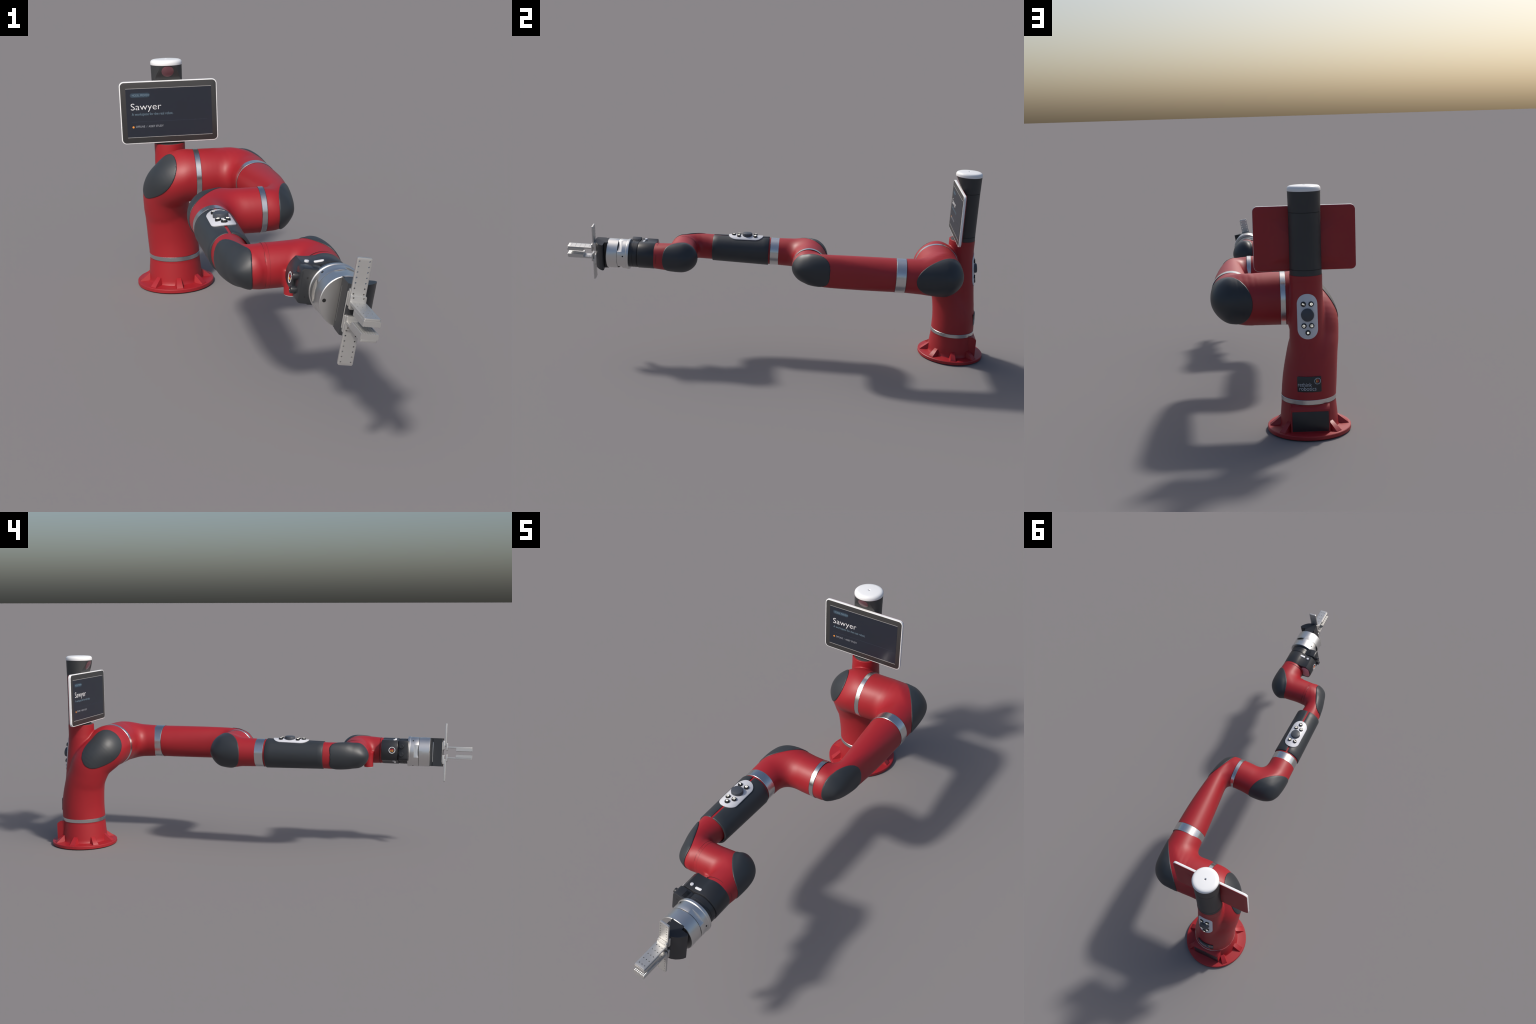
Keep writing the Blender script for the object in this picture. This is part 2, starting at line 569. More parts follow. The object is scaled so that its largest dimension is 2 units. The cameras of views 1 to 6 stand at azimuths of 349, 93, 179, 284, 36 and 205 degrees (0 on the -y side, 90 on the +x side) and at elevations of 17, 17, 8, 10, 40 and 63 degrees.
# link: (object name, field, lower and upper corner of its box, cap parting surface, cap box)
LINKS = [
    ("pillar", sdf_pillar, (-0.23, 0.60, 0.10), (0.03, 0.96, 0.60),
     ((-0.09, 0.745, 0.45), (-0.819, -0.406, 0.406), (0, -0.707, -0.707), 0.0659, 0.0, 0.0),
     (-0.23, 0.58, 0.30), (-0.02, 0.90, 0.60)),
    ("shoulder", sdf_shoulder, (-0.02, 0.53, 0.36), (0.30, 0.84, 0.59),
     (C1, heading(37), ZUP, -0.0105, 1.0, 0.0), (0.05, 0.56, 0.36), (0.30, 0.84, 0.59)),
    ("upper_arm", sdf_upper_arm, (0.10, 0.03, 0.38), (0.29, 0.56, 0.57),
     (C2, heading(-24), ZUP, 0.0217, -2.93, 0.0), (0.14, 0.03, 0.38), (0.29, 0.30, 0.57)),
    ("elbow", sdf_elbow, (-0.14, -0.07, 0.38), (0.15, 0.22, 0.57),
     (C3, heading(137), ZUP, -0.0183, -3.12, 0.0), (-0.14, -0.01, 0.38), (0.09, 0.22, 0.57)),
    ("forearm", sdf_forearm, (-0.13, -0.555, 0.39), (0.03, -0.03, 0.56),
     (C4, heading(205), ZUP, 0.0110, -6.5, 0.0), (-0.13, -0.56, 0.39), (0.04, -0.36, 0.56)),
    ("wrist", sdf_wrist, (0.0, -0.62, 0.39), (0.24, -0.39, 0.56),
     (C5, heading(33), ZUP, -0.0034, -5.09, 0.0), (0.06, -0.62, 0.39), (0.25, -0.39, 0.56)),
]
PART = {}
for name, f, lo, hi, cap, clo, chi in LINKS:
    PART[name] = add(name, mesh_sdf(name, lambda p, f=f: f(p) - 0.0007, lo, hi, 0.0045), RED)
    add("joint_cap", mesh_sdf("joint_cap", cap_field(sdf_column if f is sdf_pillar else f, *cap), clo, chi, 0.0026), GREY, PART[name])

# ------------------------------------------------------------------ joint rings
ALONG_X = frame((0, 0, 0), (0, 1, 0), (1, 0, 0))
ALONG_Y = frame((0, 0, 0), (1, 0, 0), (0, 1, 0))


def axis_frame(axis, a, b):
    if axis == 'x':
        return Matrix.Translation((0, a, b)) @ ALONG_X
    if axis == 'y':
        return Matrix.Translation((a, 0, b)) @ ALONG_Y
    return Matrix.Translation((a, b, 0))


def ring(name, axis, a, b, r, t0, t1, parent, mat=STEEL, depth=0.006, seam=True):
    o = add(name, band(name, r, r - depth, t0, t1), mat, parent, axis_frame(axis, a, b))
    if seam:
        for t in (t0, t1):
            add("ring_gap", band("ring_gap", r - 0.0006, r - depth, t - 0.0008, t + 0.0008, 0.0003), DARKSEAM, parent,
                axis_frame(axis, a, b))
    return o


ring("joint_ring", 'z', BX, BY, 0.1027, 0.1172, 0.1346, PART["pillar"])
ring("joint_ring", 'x', Y1, ZA, 0.1022, -0.0135, 0.0060, PART["shoulder"])
ring("joint_ring", 'y', X2, ZA, 0.0785, 0.5165, 0.5610, PART["upper_arm"])
ring("joint_ring", 'x', Y3, ZA, 0.0777, 0.1225, 0.1405, PART["elbow"])
ring("joint_ring", 'y', X4, ZA, 0.0651, -0.0668, -0.0265, PART["forearm"])

add("neck_rim", band("neck_rim", 0.0607, 0.0545, 0.560, 0.5858, 0.0006), RED, PART["pillar"], Matrix.Translation((BX, BY, 0)))
# wrist parting seams
for x, w in ((0.0105, 0.0005), (0.0225, 0.0003)):
    add("parting_seam", band("parting_seam", 0.0640, 0.060, x - w, x + w, 0.0001), SEAM, PART["wrist"], axis_frame('x', Y5, ZA))
add("parting_seam", band("parting_seam", 0.0609, 0.055, -0.5785, -0.5773, 0.0001), SEAM, PART["wrist"], axis_frame('y', X6, ZA))
add("port", lathe("port", [(0, 0.4062), (0.0205, 0.4062), (0.0215, 0.4072), (0.0215, 0.450), (0, 0.450)], 48, False), RED, PART["wrist"],
    Matrix.Translation((0.081, -0.530, 0)))
add("port_rim", lathe("port_rim", [(0, 0.4045), (0.0195, 0.4045), (0.0205, 0.4055), (0.0205, 0.408), (0, 0.408)], 48, False),
    WHITE, PART["wrist"], Matrix.Translation((0.081, -0.530, 0)))

# ------------------------------------------------------------------ base
base = add("base", lathe("base", [(0, 0), (0.1545, 0), (0.1565, 0.002), (0.1565, 0.0135), (0.1545, 0.0155), (0.148, 0.0160),
                                  (0.120, 0.0175), (0.1125, 0.0190), (0.1095, 0.0235), (0.1085, 0.035), (0.1045, 0.080),
                                  (0.1010, 0.1175), (0, 0.1175)], 128, False, 40), RED, None, Matrix.Translation((BX, BY, 0)))


def rib_mesh():
    bm = bmesh.new()
    # local x = outward; sloping web that flares at its foot
    P = [(0.098, 0.0185, 0.015), (0.1475, 0.0150, 0.0145), (0.1475, 0.0145, 0.0165), (0.1465, 0.0125, 0.0185),
         (0.108, 0.0092, 0.0485), (0.098, 0.0092, 0.0500)]
    L = [bm.verts.new((x, -w, z)) for x, w, z in P]
    R = [bm.verts.new((x, w, z)) for x, w, z in P]
    bm.faces.new(L)
    bm.faces.new(R[::-1])
    for i in range(len(P)):
        j = (i + 1) % len(P)
        bm.faces.new((L[j], L[i], R[i], R[j]))
    e = [x for x in bm.edges if x.calc_face_angle(0) > 0.5]
    bmesh.ops.bevel(bm, geom=e, offset=0.0012, segments=2, profile=0.5, affect='EDGES')
    return from_bm(bm, "rib", 40)


rib = rib_mesh()
for k in range(8):
    if k == 2:
        continue
    add("rib", rib, RED, base, Matrix.Translation((BX, BY, 0)) @ Matrix.Rotation(math.radians(45 * k), 4, 'Z'))


def connector_box():
    bm = bmesh.new()
    pr = [(0.85, 0.012), (0.9535, 0.012), (0.9535, 0.1020), (0.9475, 0.1085), (0.935, 0.1165), (0.85, 0.1165)]
    A = [bm.verts.new((BX - 0.0715, y, z)) for y, z in pr]
    B = [bm.verts.new((BX + 0.0715, y, z)) for y, z in pr]
    bm.faces.new(A)
    bm.faces.new(B[::-1])
    for i in range(len(pr)):
        j = (i + 1) % len(pr)
        bm.faces.new((A[j], A[i], B[i], B[j]))
    e = [x for x in bm.edges if x.calc_face_angle(0) > 0.3]
    bmesh.ops.bevel(bm, geom=e, offset=0.0035, segments=3, profile=0.5, affect='EDGES')
    return from_bm(bm, "connector_box", 40)


cbox = add("connector_box", connector_box(), RED, base)
add("access_panel", box("access_panel", (BX - 0.0665, 0.9475, 0.0205), (BX + 0.0665, 0.9548, 0.0950), 0.0008), BLACK, base)

# ------------------------------------------------------------------ maker's plate on the pillar
def curved(me, R, origin, xdir, updir, normal, shift=0.0):
    """Wrap flat artwork (x right, y up, z out) round a cylinder and set it on the robot."""
    for v in me.vertices:
        v.co.x += shift
    wrap(me, R)
    x, y, z = Vector(xdir), Vector(updir), Vector(normal)
    for v in me.vertices:
        v.co = Vector(origin) + x * v.co.x + y * v.co.y + z * v.co.z
    return me


PL = dict(R=0.1016, origin=(-0.0935, 0.8408, 0.1905), xdir=(-1, 0, 0), updir=(0, -0.035, 0.999), normal=(0, 0.999, 0.035), shift=-0.006)
nplate = add("name_plate", curved(fine_slab("name_plate", rounded_rect(0.0890, 0.0570, 0.003), -0.002, 0.0026, 0.0004), **PL), BLACK)
for txt, x0, x1, y in (("rethink", -0.0415, 0.0090, -0.0075), ("robotics", -0.0365, 0.0250, -0.0225)):
    t = fit_text(text_mesh("lettering", txt, 0.021, extrude=0.0003), x0, x1, y)
    for v in t.vertices:
        v.co.z += 0.0027
    add("lettering", curved(t, **PL), TEXTG, nplate)


def ring_slab(name, r0, r1, z0, z1, cx=0, cy=0, n=40):
    m = lathe(name, [(r0, z0), (r1, z0), (r1, z1), (r0, z1), (r0, z0)], n, False)
    for v in m.vertices:
        v.co.x += cx
        v.co.y += cy
    return m


def emblem(parent, place, k, cx, cy, rot=False):
    """Ring holding two little stacked figures, one amber and one red."""
    add("emblem_ring", place(ring_slab("emblem_ring", 0.0100 * k, 0.0118 * k, 0.0024, 0.0031, cx, cy)), TEXTG if not rot else TEXTW, parent)
    for sgn, mat in ((-1, AMBER), (1, LOGOR)):
        for (x, y, w, h) in ((0.0028 * sgn, -0.0018, 0.0040, 0.0066), (0.0028 * sgn, 0.0044, 0.0036, 0.0036)):
            if rot:
                x, y, w, h = y * -1, x, h, w
            add("emblem_figure", place(slab("emblem_figure", rounded_rect(w * k, h * k, 0.0009 * k, 3, cx + x * k, cy + y * k), 0.0024, 0.0030)),
                mat, parent)


emblem(nplate, lambda m: curved(m, **PL), 1.0, 0.0300, 0.0120)


# ------------------------------------------------------------------ control pads
def icon_shape(kind):
    w = 0.0011
    if kind == "ring":
        return ring_slab("icon", 0.0026, 0.0050, 0, 0.0006)
    if kind == "square":
        o = rounded_rect(0.0090, 0.0090, 0.0008, 2)
        i = rounded_rect(0.0046, 0.0046, 0.0004, 2)
        return slab("icon", o, 0, 0.0006, (i,))
    if kind == "cross":
        a = 0.0046
        b = 0.0016
        pts = []
        for q in range(4):
            c, s_ = math.cos(q * math.pi / 2 + math.pi / 4), math.sin(q * math.pi / 2 + math.pi / 4)
            for x, y in ((a, -b), (a, b), (b, b)):
                pts.append((x * c - y * s_, x * s_ + y * c))
        return slab("icon", pts, 0, 0.0006)
    if kind == "info":
        return slab("icon", circle(0, 0, 0.0052, 24), 0, 0.0006, (rounded_rect(0.0018, 0.0050, 0.0005, 2),))
    # return arrow
    pts = [(-0.0052, 0.0012), (-0.0012, 0.0046), (-0.0012, 0.0024), (0.0032, 0.0020), (0.0044, -0.0006), (0.0042, -0.0040),
           (0.0020, -0.0040), (0.0018, -0.0012), (0.0006, -0.0002), (-0.0012, 0.0), (-0.0012, -0.0022)]
    return slab("icon", pts, 0, 0.0006)


BUTTONS = [(-0.0142, 0.0455, "arrow"), (0.0142, 0.0455, "info"), (-0.0138, -0.0335, "ring"), (0.0138, -0.0335, "square"),
           (0.0, -0.0585, "cross")]
dial_me = lathe("dial", [(0, -0.004), (0.0238, -0.004), (0.0238, 0.0095), (0.0225, 0.0125), (0.0200, 0.0138), (0, 0.0148)], 56, False)
button_me = lathe("button", [(0, -0.002), (0.0098, -0.002), (0.0098, 0.0035), (0.0090, 0.0056), (0.0070, 0.0068), (0, 0.0070)], 32, False)
icon_me = {k: icon_shape(k) for k in ("arrow", "info", "ring", "square", "cross")}


def control_pad(origin, right, up, normal, R, length=0.165, width=0.0765, r_end=0.0375):
    """Stadium plate wrapped on a tube, with a dial and five round push buttons."""
    P = dict(R=R, origin=Vector(origin) - Vector(normal) * R, xdir=right, updir=up, normal=normal)
    me = curved(fine_slab("control_pad", rounded_rect(width, length, r_end, 12), -0.0015, 0.0032, 0.0010), **P)
    pad = add("control_pad", me, PADM)
    F = frame(origin, right, normal)
    F = Matrix((Vector(right), Vector(up), Vector(normal))).transposed().to_4x4()
    F.translation = Vector(origin)
    add("dial", dial_me, DIALM, pad, F @ Matrix.Translation((0, 0.0062, 0.0015)))
    for x, y, kind in BUTTONS:
        a = x / R
        M = F @ Matrix.Translation((R * math.sin(a), y, R * math.cos(a) - R + 0.0022)) @ Matrix.Rotation(a * 0.5, 4, 'Y')
        add("button", button_me, BUTTONM, pad, M)
        add("icon", icon_me[kind], ICON, pad, M @ Matrix.Translation((0, 0, 0.0069)))
    return pad


control_pad((BX, 0.9118, 0.4400), (-1, 0, 0), (0, -0.1104, 0.9939), (0, 0.9939, 0.1104), 0.0628)
PADY = -0.1890

# ------------------------------------------------------------------ forearm cuff: two dark half shells with a slit on top
def forearm_sleeve():
    y0, y1 = -0.0748, -0.3445
    r0, r1 = 0.0683, 0.0635
    slit = 0.0046
    bm = bmesh.new()
    n, m = 72, 10
    th = 0.0052
    outer, inner = [], []
    ease = [(0.0, -0.0028), (0.0010, -0.0010), (0.0028, 0.0)]
    ys = [(y0 - d, dr) for d, dr in ease] + [(y0 + (y1 - y0) * k / m, 0.0) for k in range(1, m)] + [(y1 + d, dr) for d, dr in ease[::-1]]
    for y, dr in ys:
        r = r0 + (r1 - r0) * (y - y0) / (y1 - y0) + dr
        a0 = slit / r
        ro, ri = [], []
        for i in range(n + 1):
            u = i / n
            a = a0 + u * (2 * math.pi - 2 * a0)
            e = min(i, n - i)
            rr = r - (0.0016 if e == 0 else 0.0)
            ro.append(bm.verts.new((X4 + rr * math.sin(a), y, ZA + rr * math.cos(a))))
            ri.append(bm.verts.new((X4 + (r - th) * math.sin(a), y, ZA + (r - th) * math.cos(a))))
        outer.append(ro)
        inner.append(ri)
    for j in range(len(ys) - 1):
        for i in range(n):
            bm.faces.new((outer[j][i], outer[j][i + 1], outer[j + 1][i + 1], outer[j + 1][i]))
            bm.faces.new((inner[j][i], inner[j + 1][i], inner[j + 1][i + 1], inner[j][i + 1]))
        for i in (0, n):
            bm.faces.new((outer[j][i], outer[j + 1][i], inner[j + 1][i], inner[j][i]))
    for j in (0, len(ys) - 1):
        for i in range(n):
            bm.faces.new((outer[j][i], outer[j][i + 1], inner[j][i + 1], inner[j][i]))
    return from_bm(bm, "forearm_sleeve", 40)


add("forearm_sleeve", forearm_sleeve(), GREY, PART["forearm"])
control_pad((X4, PADY, ZA + 0.0668), (1, 0, 0), (0, 1, 0.018), (0, -0.018, 1), 0.0668)

# ------------------------------------------------------------------ head
HY = 0.8422


def carve(bm, co, no):
    r = bmesh.ops.bisect_plane(bm, geom=bm.verts[:] + bm.edges[:] + bm.faces[:], plane_co=co, plane_no=no, clear_outer=True)
    e = [x for x in r["geom_cut"] if isinstance(x, bmesh.types.BMEdge)]
    bmesh.ops.contextual_create(bm, geom=e)


def revolve_solid(prof, seg=128):
    bm = bmesh.new()
    rings = [[bm.verts.new((BX + r * math.cos(2 * math.pi * i / seg), HY + r * math.sin(2 * math.pi * i / seg), z)) for i in range(seg)]
             for r, z in prof]
    for a, b in zip(rings, rings[1:]):
        for i in range(seg):
            j = (i + 1) % seg
            bm.faces.new((a[i], a[j], b[j], b[i]))
    bm.faces.new(rings[0][::-1])
    bm.faces.new(rings[-1])
    return bm


RAKE_Z0, RAKE_Y0 = 0.8950, 0.7835           # upper lip of the camera face
RAKE = Vector((0, -0.905, -0.425)).normalized()
bm = revolve_solid([(0.0592, 0.8172), (0.0602, 0.8700), (0.0606, 0.8945)])
carve(bm, (BX, RAKE_Y0, RAKE_Z0), RAKE)
head = add("head", from_bm(bm, "head", 40), HEADM)
bm = revolve_solid([(0.0590, 0.6080), (0.0588, 0.7000), (0.0592, 0.8150)])
carve(bm, (BX, 0.8135, 0), (0, -1, 0))
add("head_shell", from_bm(bm, "head_shell", 40), HEADM, head)
bm = revolve_solid([(0.0578, 0.5990), (0.0578, 0.8250)])
carve(bm, (BX, 0.8145, 0), (0, -1, 0))
add("head_core", from_bm(bm, "head_core", 40), DARKSEAM, head)
bm = revolve_solid([(0.0598, 0.5862), (0.0592, 0.6060)])
carve(bm, (BX, 0.8135, 0), (0, -1, 0))
add("head_collar", from_bm(bm, "head_collar", 40), HEADM, head)
add("swivel_disc", lathe("swivel_disc", [(0, 0.580), (0.0545, 0.580), (0.0545, 0.5864), (0.0535, 0.5870), (0, 0.5870)], 96, False), HEADM, head,
    Matrix.Translation((BX, HY, 0)))
add("beacon_cap", lathe("beacon_cap", [(0, 0.8930), (0.0612, 0.8930), (0.0616, 0.8945), (0.0616, 0.9010), (0.0606, 0.9058), (0.0570, 0.9100),
                                       (0.0520, 0.9122), (0.0440, 0.9132), (0.0062, 0.9136), (0.0048, 0.9120), (0.0030, 0.9104), (0, 0.9104)], 96, False),
    WHITE, head, Matrix.Translation((BX, HY, 0)))
add("beacon_pin", lathe("beacon_pin", [(0, 0.9100), (0.0036, 0.9100), (0.0036, 0.9112), (0, 0.9116)], 20, False), DIALM, head,
    Matrix.Translation((BX, HY, 0)))
# camera lens: disc lying on the raked face
lens_c = Vector((BX, RAKE_Y0, RAKE_Z0)) + Vector((0, 0.425, -0.905)).normalized() * 0.0275
add("camera_lens", lathe("camera_lens", [(0, -0.001), (0.0235, -0.001), (0.0235, 0.0004), (0.0225, 0.0010), (0, 0.0013)], 56, False), LENSM, head,
    frame(lens_c, (1, 0, 0), RAKE))

# ------------------------------------------------------------------ display
SX0, SX1, SZ0, SZ1 = -0.2786, 0.1018, 0.5940, 0.8358
SW, SH = SX1 - SX0, SZ1 - SZ0
SC = ((SX0 + SX1) / 2, (SZ0 + SZ1) / 2)
DISP = Matrix(((1, 0, 0, SC[0]), (0, 0, -1, 0.8000), (0, 1, 0, SC[1]), (0, 0, 0, 1)))   # x right, y up, z toward viewer
display = add("display", slab("display", rounded_rect(SW, SH, 0.0185, 8), -0.0110, 0.0, (), 0.0012), WHITE, None, DISP)


def display_back():
    """Red rear shell, swelling where it meets the head column."""
    bm = bmesh.new()
    rim = rounded_rect(SW - 0.002, SH - 0.002, 0.0178, 8)
    cx = BX - SC[0]
    loops = []
    front = [bm.verts.new((x, y, -0.0105)) for x, y in rim]
    loops.append(front)
    n = 22
    for k in range(n + 1):
        f = 1 - k / n
        row = []
        for x, y in rim:
            px, py = cx + (x - cx) * f, y * f - 0.02 * (1 - f)
            edge = min(1.0, k / 1.0)
            z = -0.0125 if k == 0 else -0.0148
            zz = SC[1] + py
            fz = max(0.0, min(1.0, (0.800 - zz) / 0.10)) * max(0.0, min(1.0, (zz - 0.600) / 0.045))
            fz = fz * fz * (3 - 2 * fz)
            swell = 0.0130 * math.exp(-abs((px - cx) / 0.118) ** 6) * fz
            row.append((px, py, z - swell))
        if k == n:
            loops.append([bm.verts.new(row[0])])
        else:
            loops.append([bm.verts.new(c) for c in row])
    m = len(rim)
    for p, q in zip(loops, loops[1:]):
        for i in range(m):
            j = (i + 1) % m
            if len(q) == 1:
                bm.faces.new((p[i], p[j], q[0]))
            else:
                bm.faces.new((p[i], p[j], q[j], q[i]))
    bm.faces.new(front)
    return from_bm(bm, "display_back", 50)


add("display_back", display_back(), RED, display, DISP)
add("bezel", slab("bezel", rounded_rect(SW - 0.0072, SH - 0.0072, 0.0152, 8), -0.001, 0.0005, (), 0.0003), BEZEL, display, DISP)
PX0, PX1, PZ0, PZ1 = -0.2550 - SC[0], 0.0792 - SC[0], 0.6198 - SC[1], 0.8084 - SC[1]


def flat(name, x0, x1, y0, y1, z, mat, parent, r=0.0002):
    return add(name, slab(name, rounded_rect(x1 - x0, y1 - y0, r, 4, (x0 + x1) / 2, (y0 + y1) / 2), z - 0.0004, z), mat, parent, DISP)


panel = flat("screen_panel", PX0, PX1, PZ0, PZ1, 0.0008, GLASS, display)
flat("screen_edge", PX0, PX1, PZ1 - 0.0004, PZ1 + 0.0012, 0.0010, STRIPL, display)
flat("screen_edge", PX0, PX1, PZ0 - 0.0012, PZ0 + 0.0004, 0.0010, STRIPL, display)
ox, oz = SC
flat("badge", -0.2386 - ox, -0.1620 - ox, 0.7745 - oz, 0.7915 - oz, 0.0011, BADGE, display, 0.0084)
flat("divider", -0.2362 - ox, 0.0597 - ox, 0.6796 - oz, 0.6806 - oz, 0.0010, RULE, display)


def caption(txt, size, x0, x1, z, mat, bold=0.0):
    t = fit_text(text_mesh("lettering", txt, size, extrude=0.0001, thin=size * 0.012), x0 - ox, x1 - ox, z - oz)
    for v in t.vertices:
        v.co.z += 0.0013
    add("lettering", t, mat, display, DISP)


caption("MODEL PREVIEW", 0.0115, -0.2305, -0.1635, 0.7790, TEXTB)
caption("Sawyer", 0.0375, -0.2375, -0.1195, 0.7262, TEXTW)
caption("A workspace for the real robot.", 0.0150, -0.2350, -0.0745, 0.7050, TEXTB)
caption("OFFLINE  /  ASSET STUDY", 0.0115, -0.2215, -0.1140, 0.6575, TEXTG)
add("status_dot", slab("status_dot", circle(-0.2311 - ox, 0.6600 - oz, 0.0040, 20), 0.0006, 0.0012), AMBER, display, DISP)

# ------------------------------------------------------------------ hand cuff (rolled with the hand)
HAND = Matrix.Translation((X6, 0, ZA)) @ Matrix.Rotation(TILT, 4, 'Y')     # local x = across, y = axis, z = up
# local outline helper: (across, up) polygons extruded along the axis
EXT = Matrix(((1, 0, 0, 0), (0, 0, 1, 0), (0, 1, 0, 0), (0, 0, 0, 1)))     # slab (x, y, z) -> (across, along, up)


def hand_slab(name, outline, y0, y1, mat, parent, bev=0.0, holes=(), segs=2):
    me = slab(name, outline, y0, y1, holes, bev, segs)
    me.transform(EXT)
    me.flip_normals()
    return add(name, me, mat, parent, HAND)


def cuff_outline(r, a_in, corner, left, bulge):
    """Round tube with a D-shaped housing grown out of its left side."""
    pts = []
    a0 = a_in
    for i in range(41):
        a = math.radians(a0 - (2 * a0) * i / 40)
        pts.append((r * math.cos(a), r * math.sin(a)))
    cx, cz = corner
    # concave run to the lower corner, bowed left face, and back along the top
    s = pts[-1]
    for i in range(1, 8):
        t = i / 8
        pts.append((s[0] + (cx + 0.004 - s[0]) * t, s[1] + (-cz - s[1]) * t + 0.0022 * math.sin(math.pi * t)))
    for i in range(13):
        t = -1 + 2 * i / 12
        pts.append((cx + (left - cx) * (1 - abs(t) ** bulge), t * cz))
    e = pts[0]
    for i in range(1, 8):
        t = 1 - i / 8
        pts.append((e[0] + (cx + 0.004 - e[0]) * t, e[1] + (cz - e[1]) * t - 0.0022 * math.sin(math.pi * t)))
    return pts


cuff = hand_slab("hand_cuff", cuff_outline(0.0605, 118, (-0.082, 0.0465), -0.1020, 2.2), -0.6655, -0.5900, BLACK, None, 0.0022)
hand_slab("cuff_backplate", rounded_rect(0.044, 0.074, 0.020, 6, -0.0725, 0.0), -0.592, -0.5893, PINK, cuff, 0.0)
hand_slab("cuff_groove", cuff_outline(0.0575, 118, (-0.078, 0.043), -0.0960, 2.2), -0.672, -0.660, DARKSEAM, cuff)
add("cuff_nose", band("cuff_nose", 0.0590, 0.03, -0.7140, -0.6690, 0.002), BLACK, cuff, axis_frame('y', X6, ZA))
add("cuff_seam", band("cuff_seam", 0.0594, 0.03, -0.6905, -0.6885, 0.0005), DARKSEAM, cuff, axis_frame('y', X6, ZA))
camera_box = hand_slab("hand_camera", rounded_rect(0.060, 0.0930, 0.011, 5, -0.0660, 0.0015), -0.7130, -0.6695, BLACK, cuff, 0.0030)
hand_slab("hand_camera_plate", rounded_rect(0.036, 0.0960, 0.006, 4, -0.052, 0.0), -0.7075, -0.6720, BLACK, cuff, 0.0020)
for u in (0.0185, -0.0185):
    me = lathe("thumb_screw", [(0, 0), (0.0100, 0), (0.0100, 0.0125), (0.0090, 0.0142), (0.0052, 0.0144), (0.0046, 0.0130), (0, 0.0130)], 28, False)
    add("thumb_screw", me, BLACK, cuff, HAND @ frame((-0.0950, -0.6835, u), (0, 1, 0), (-1, 0, 0)))
for u, y in ((0.024, -0.7133), (-0.026, -0.7133)):
    me = lathe("screw_hole", [(0, 0), (0.0018, 0), (0.0018, 0.0004), (0, 0.0004)], 14, False)
    add("screw_hole", me, DARKSEAM, cuff, HAND @ frame((-0.0770, y, u), (1, 0, 0), (0, -1, 0)))
for sgn in (1, -1):
    me = slab("cuff_light", rounded_rect(0.0270, 0.0095, 0.0045, 5), -0.003, 0.0016, (), 0.0006)
    add("cuff_light", me, WHITE, cuff, HAND @ Matrix.Translation((-0.0355, -0.6490, sgn * 0.0530)) @ Matrix.Rotation((0 if sgn > 0 else math.pi), 4, 'X')
        @ Matrix.Rotation(-0.26, 4, 'Y'))
    me = lathe("cuff_button", [(0, -0.004), (0.0064, -0.004), (0.0064, 0.0030), (0.0054, 0.0042), (0, 0.0044)], 24, False)
    add("cuff_button", me, PADM, cuff, HAND @ Matrix.Translation((-0.0665, -0.6450, sgn * 0.0470)) @ Matrix.Rotation((0 if sgn > 0 else math.pi), 4, 'X'))


def on_cuff(me):
    me.transform(HAND @ Matrix(((0, 0, -1, -0.0995), (-1, 0, 0, -0.6400), (0, 1, 0, 0), (0, 0, 0, 1))))
    return me


emblem(cuff, on_cuff, 1.28, 0.0, 0.0, True)

# ------------------------------------------------------------------ gripper
GR = HAND @ ALONG_Y


def collar(name, prof, mat, parent, seg=128):
    return add(name, lathe(name, prof, seg, False, 30), mat, parent, GR)


def milled_collar(name, stations, flats, seg=360):
    """Turned collar given as (y, radius) stations; between y0 and y1 each (angle, half width, y0, y1) is milled flat."""
    bm = bmesh.new()
    rings = []
    for y, r in stations:
        row = []
        for i in range(seg):
            t = 2 * math.pi * i / seg
            rr = r
            for ang, half, y0, y1 in flats:
                d = (t - math.radians(ang) + math.pi) % (2 * math.pi) - math.pi
                hw = math.radians(half)
                if abs(d) < hw and y0 - 1e-7 <= y <= y1 + 1e-7:
                    rr = min(rr, r * math.cos(hw) / math.cos(d))
            row.append(bm.verts.new((rr * math.sin(t), y, rr * math.cos(t))))
        rings.append(row)
    for p, q in zip(rings, rings[1:]):
        for i in range(seg):
            j = (i + 1) % seg
            bm.faces.new((p[i], p[j], q[j], q[i]))
    bm.faces.new(rings[0])
    bm.faces.new(rings[-1])
    return from_bm(bm, name, 28)


POCKETS = [(31, 27, -0.7572, -0.7370), (151, 27, -0.7572, -0.7370), (-90, 26, -0.7572, -0.7370)]
NOTCHES = [(-12, 14, -0.7593, -0.7580), (-97, 9, -0.7593, -0.7580), (76, 13, -0.7593, -0.7580), (160, 11, -0.7593, -0.7580)]
gripper = add("gripper", milled_collar("gripper", [(-0.7570, 0.0676), (-0.7562, 0.0680), (-0.7370, 0.0680), (-0.73695, 0.0680), (-0.7190, 0.0680), (-0.7165, 0.0702),
                                                   (-0.7085, 0.0702), (-0.7065, 0.0690)], POCKETS), ALU, None, HAND)
collar("gripper_gap", [(0, -0.7590), (0.0655, -0.7590), (0.0655, -0.7560), (0, -0.7560)], DARKSEAM, gripper)
add("gripper_flange", milled_collar("gripper_flange", [(-0.8080, 0.0660), (-0.8064, 0.0676), (-0.77455, 0.0676), (-0.7745, 0.0676), (-0.7592, 0.0676), (-0.7584, 0.0668)],
                                    NOTCHES), ALU, gripper, HAND)
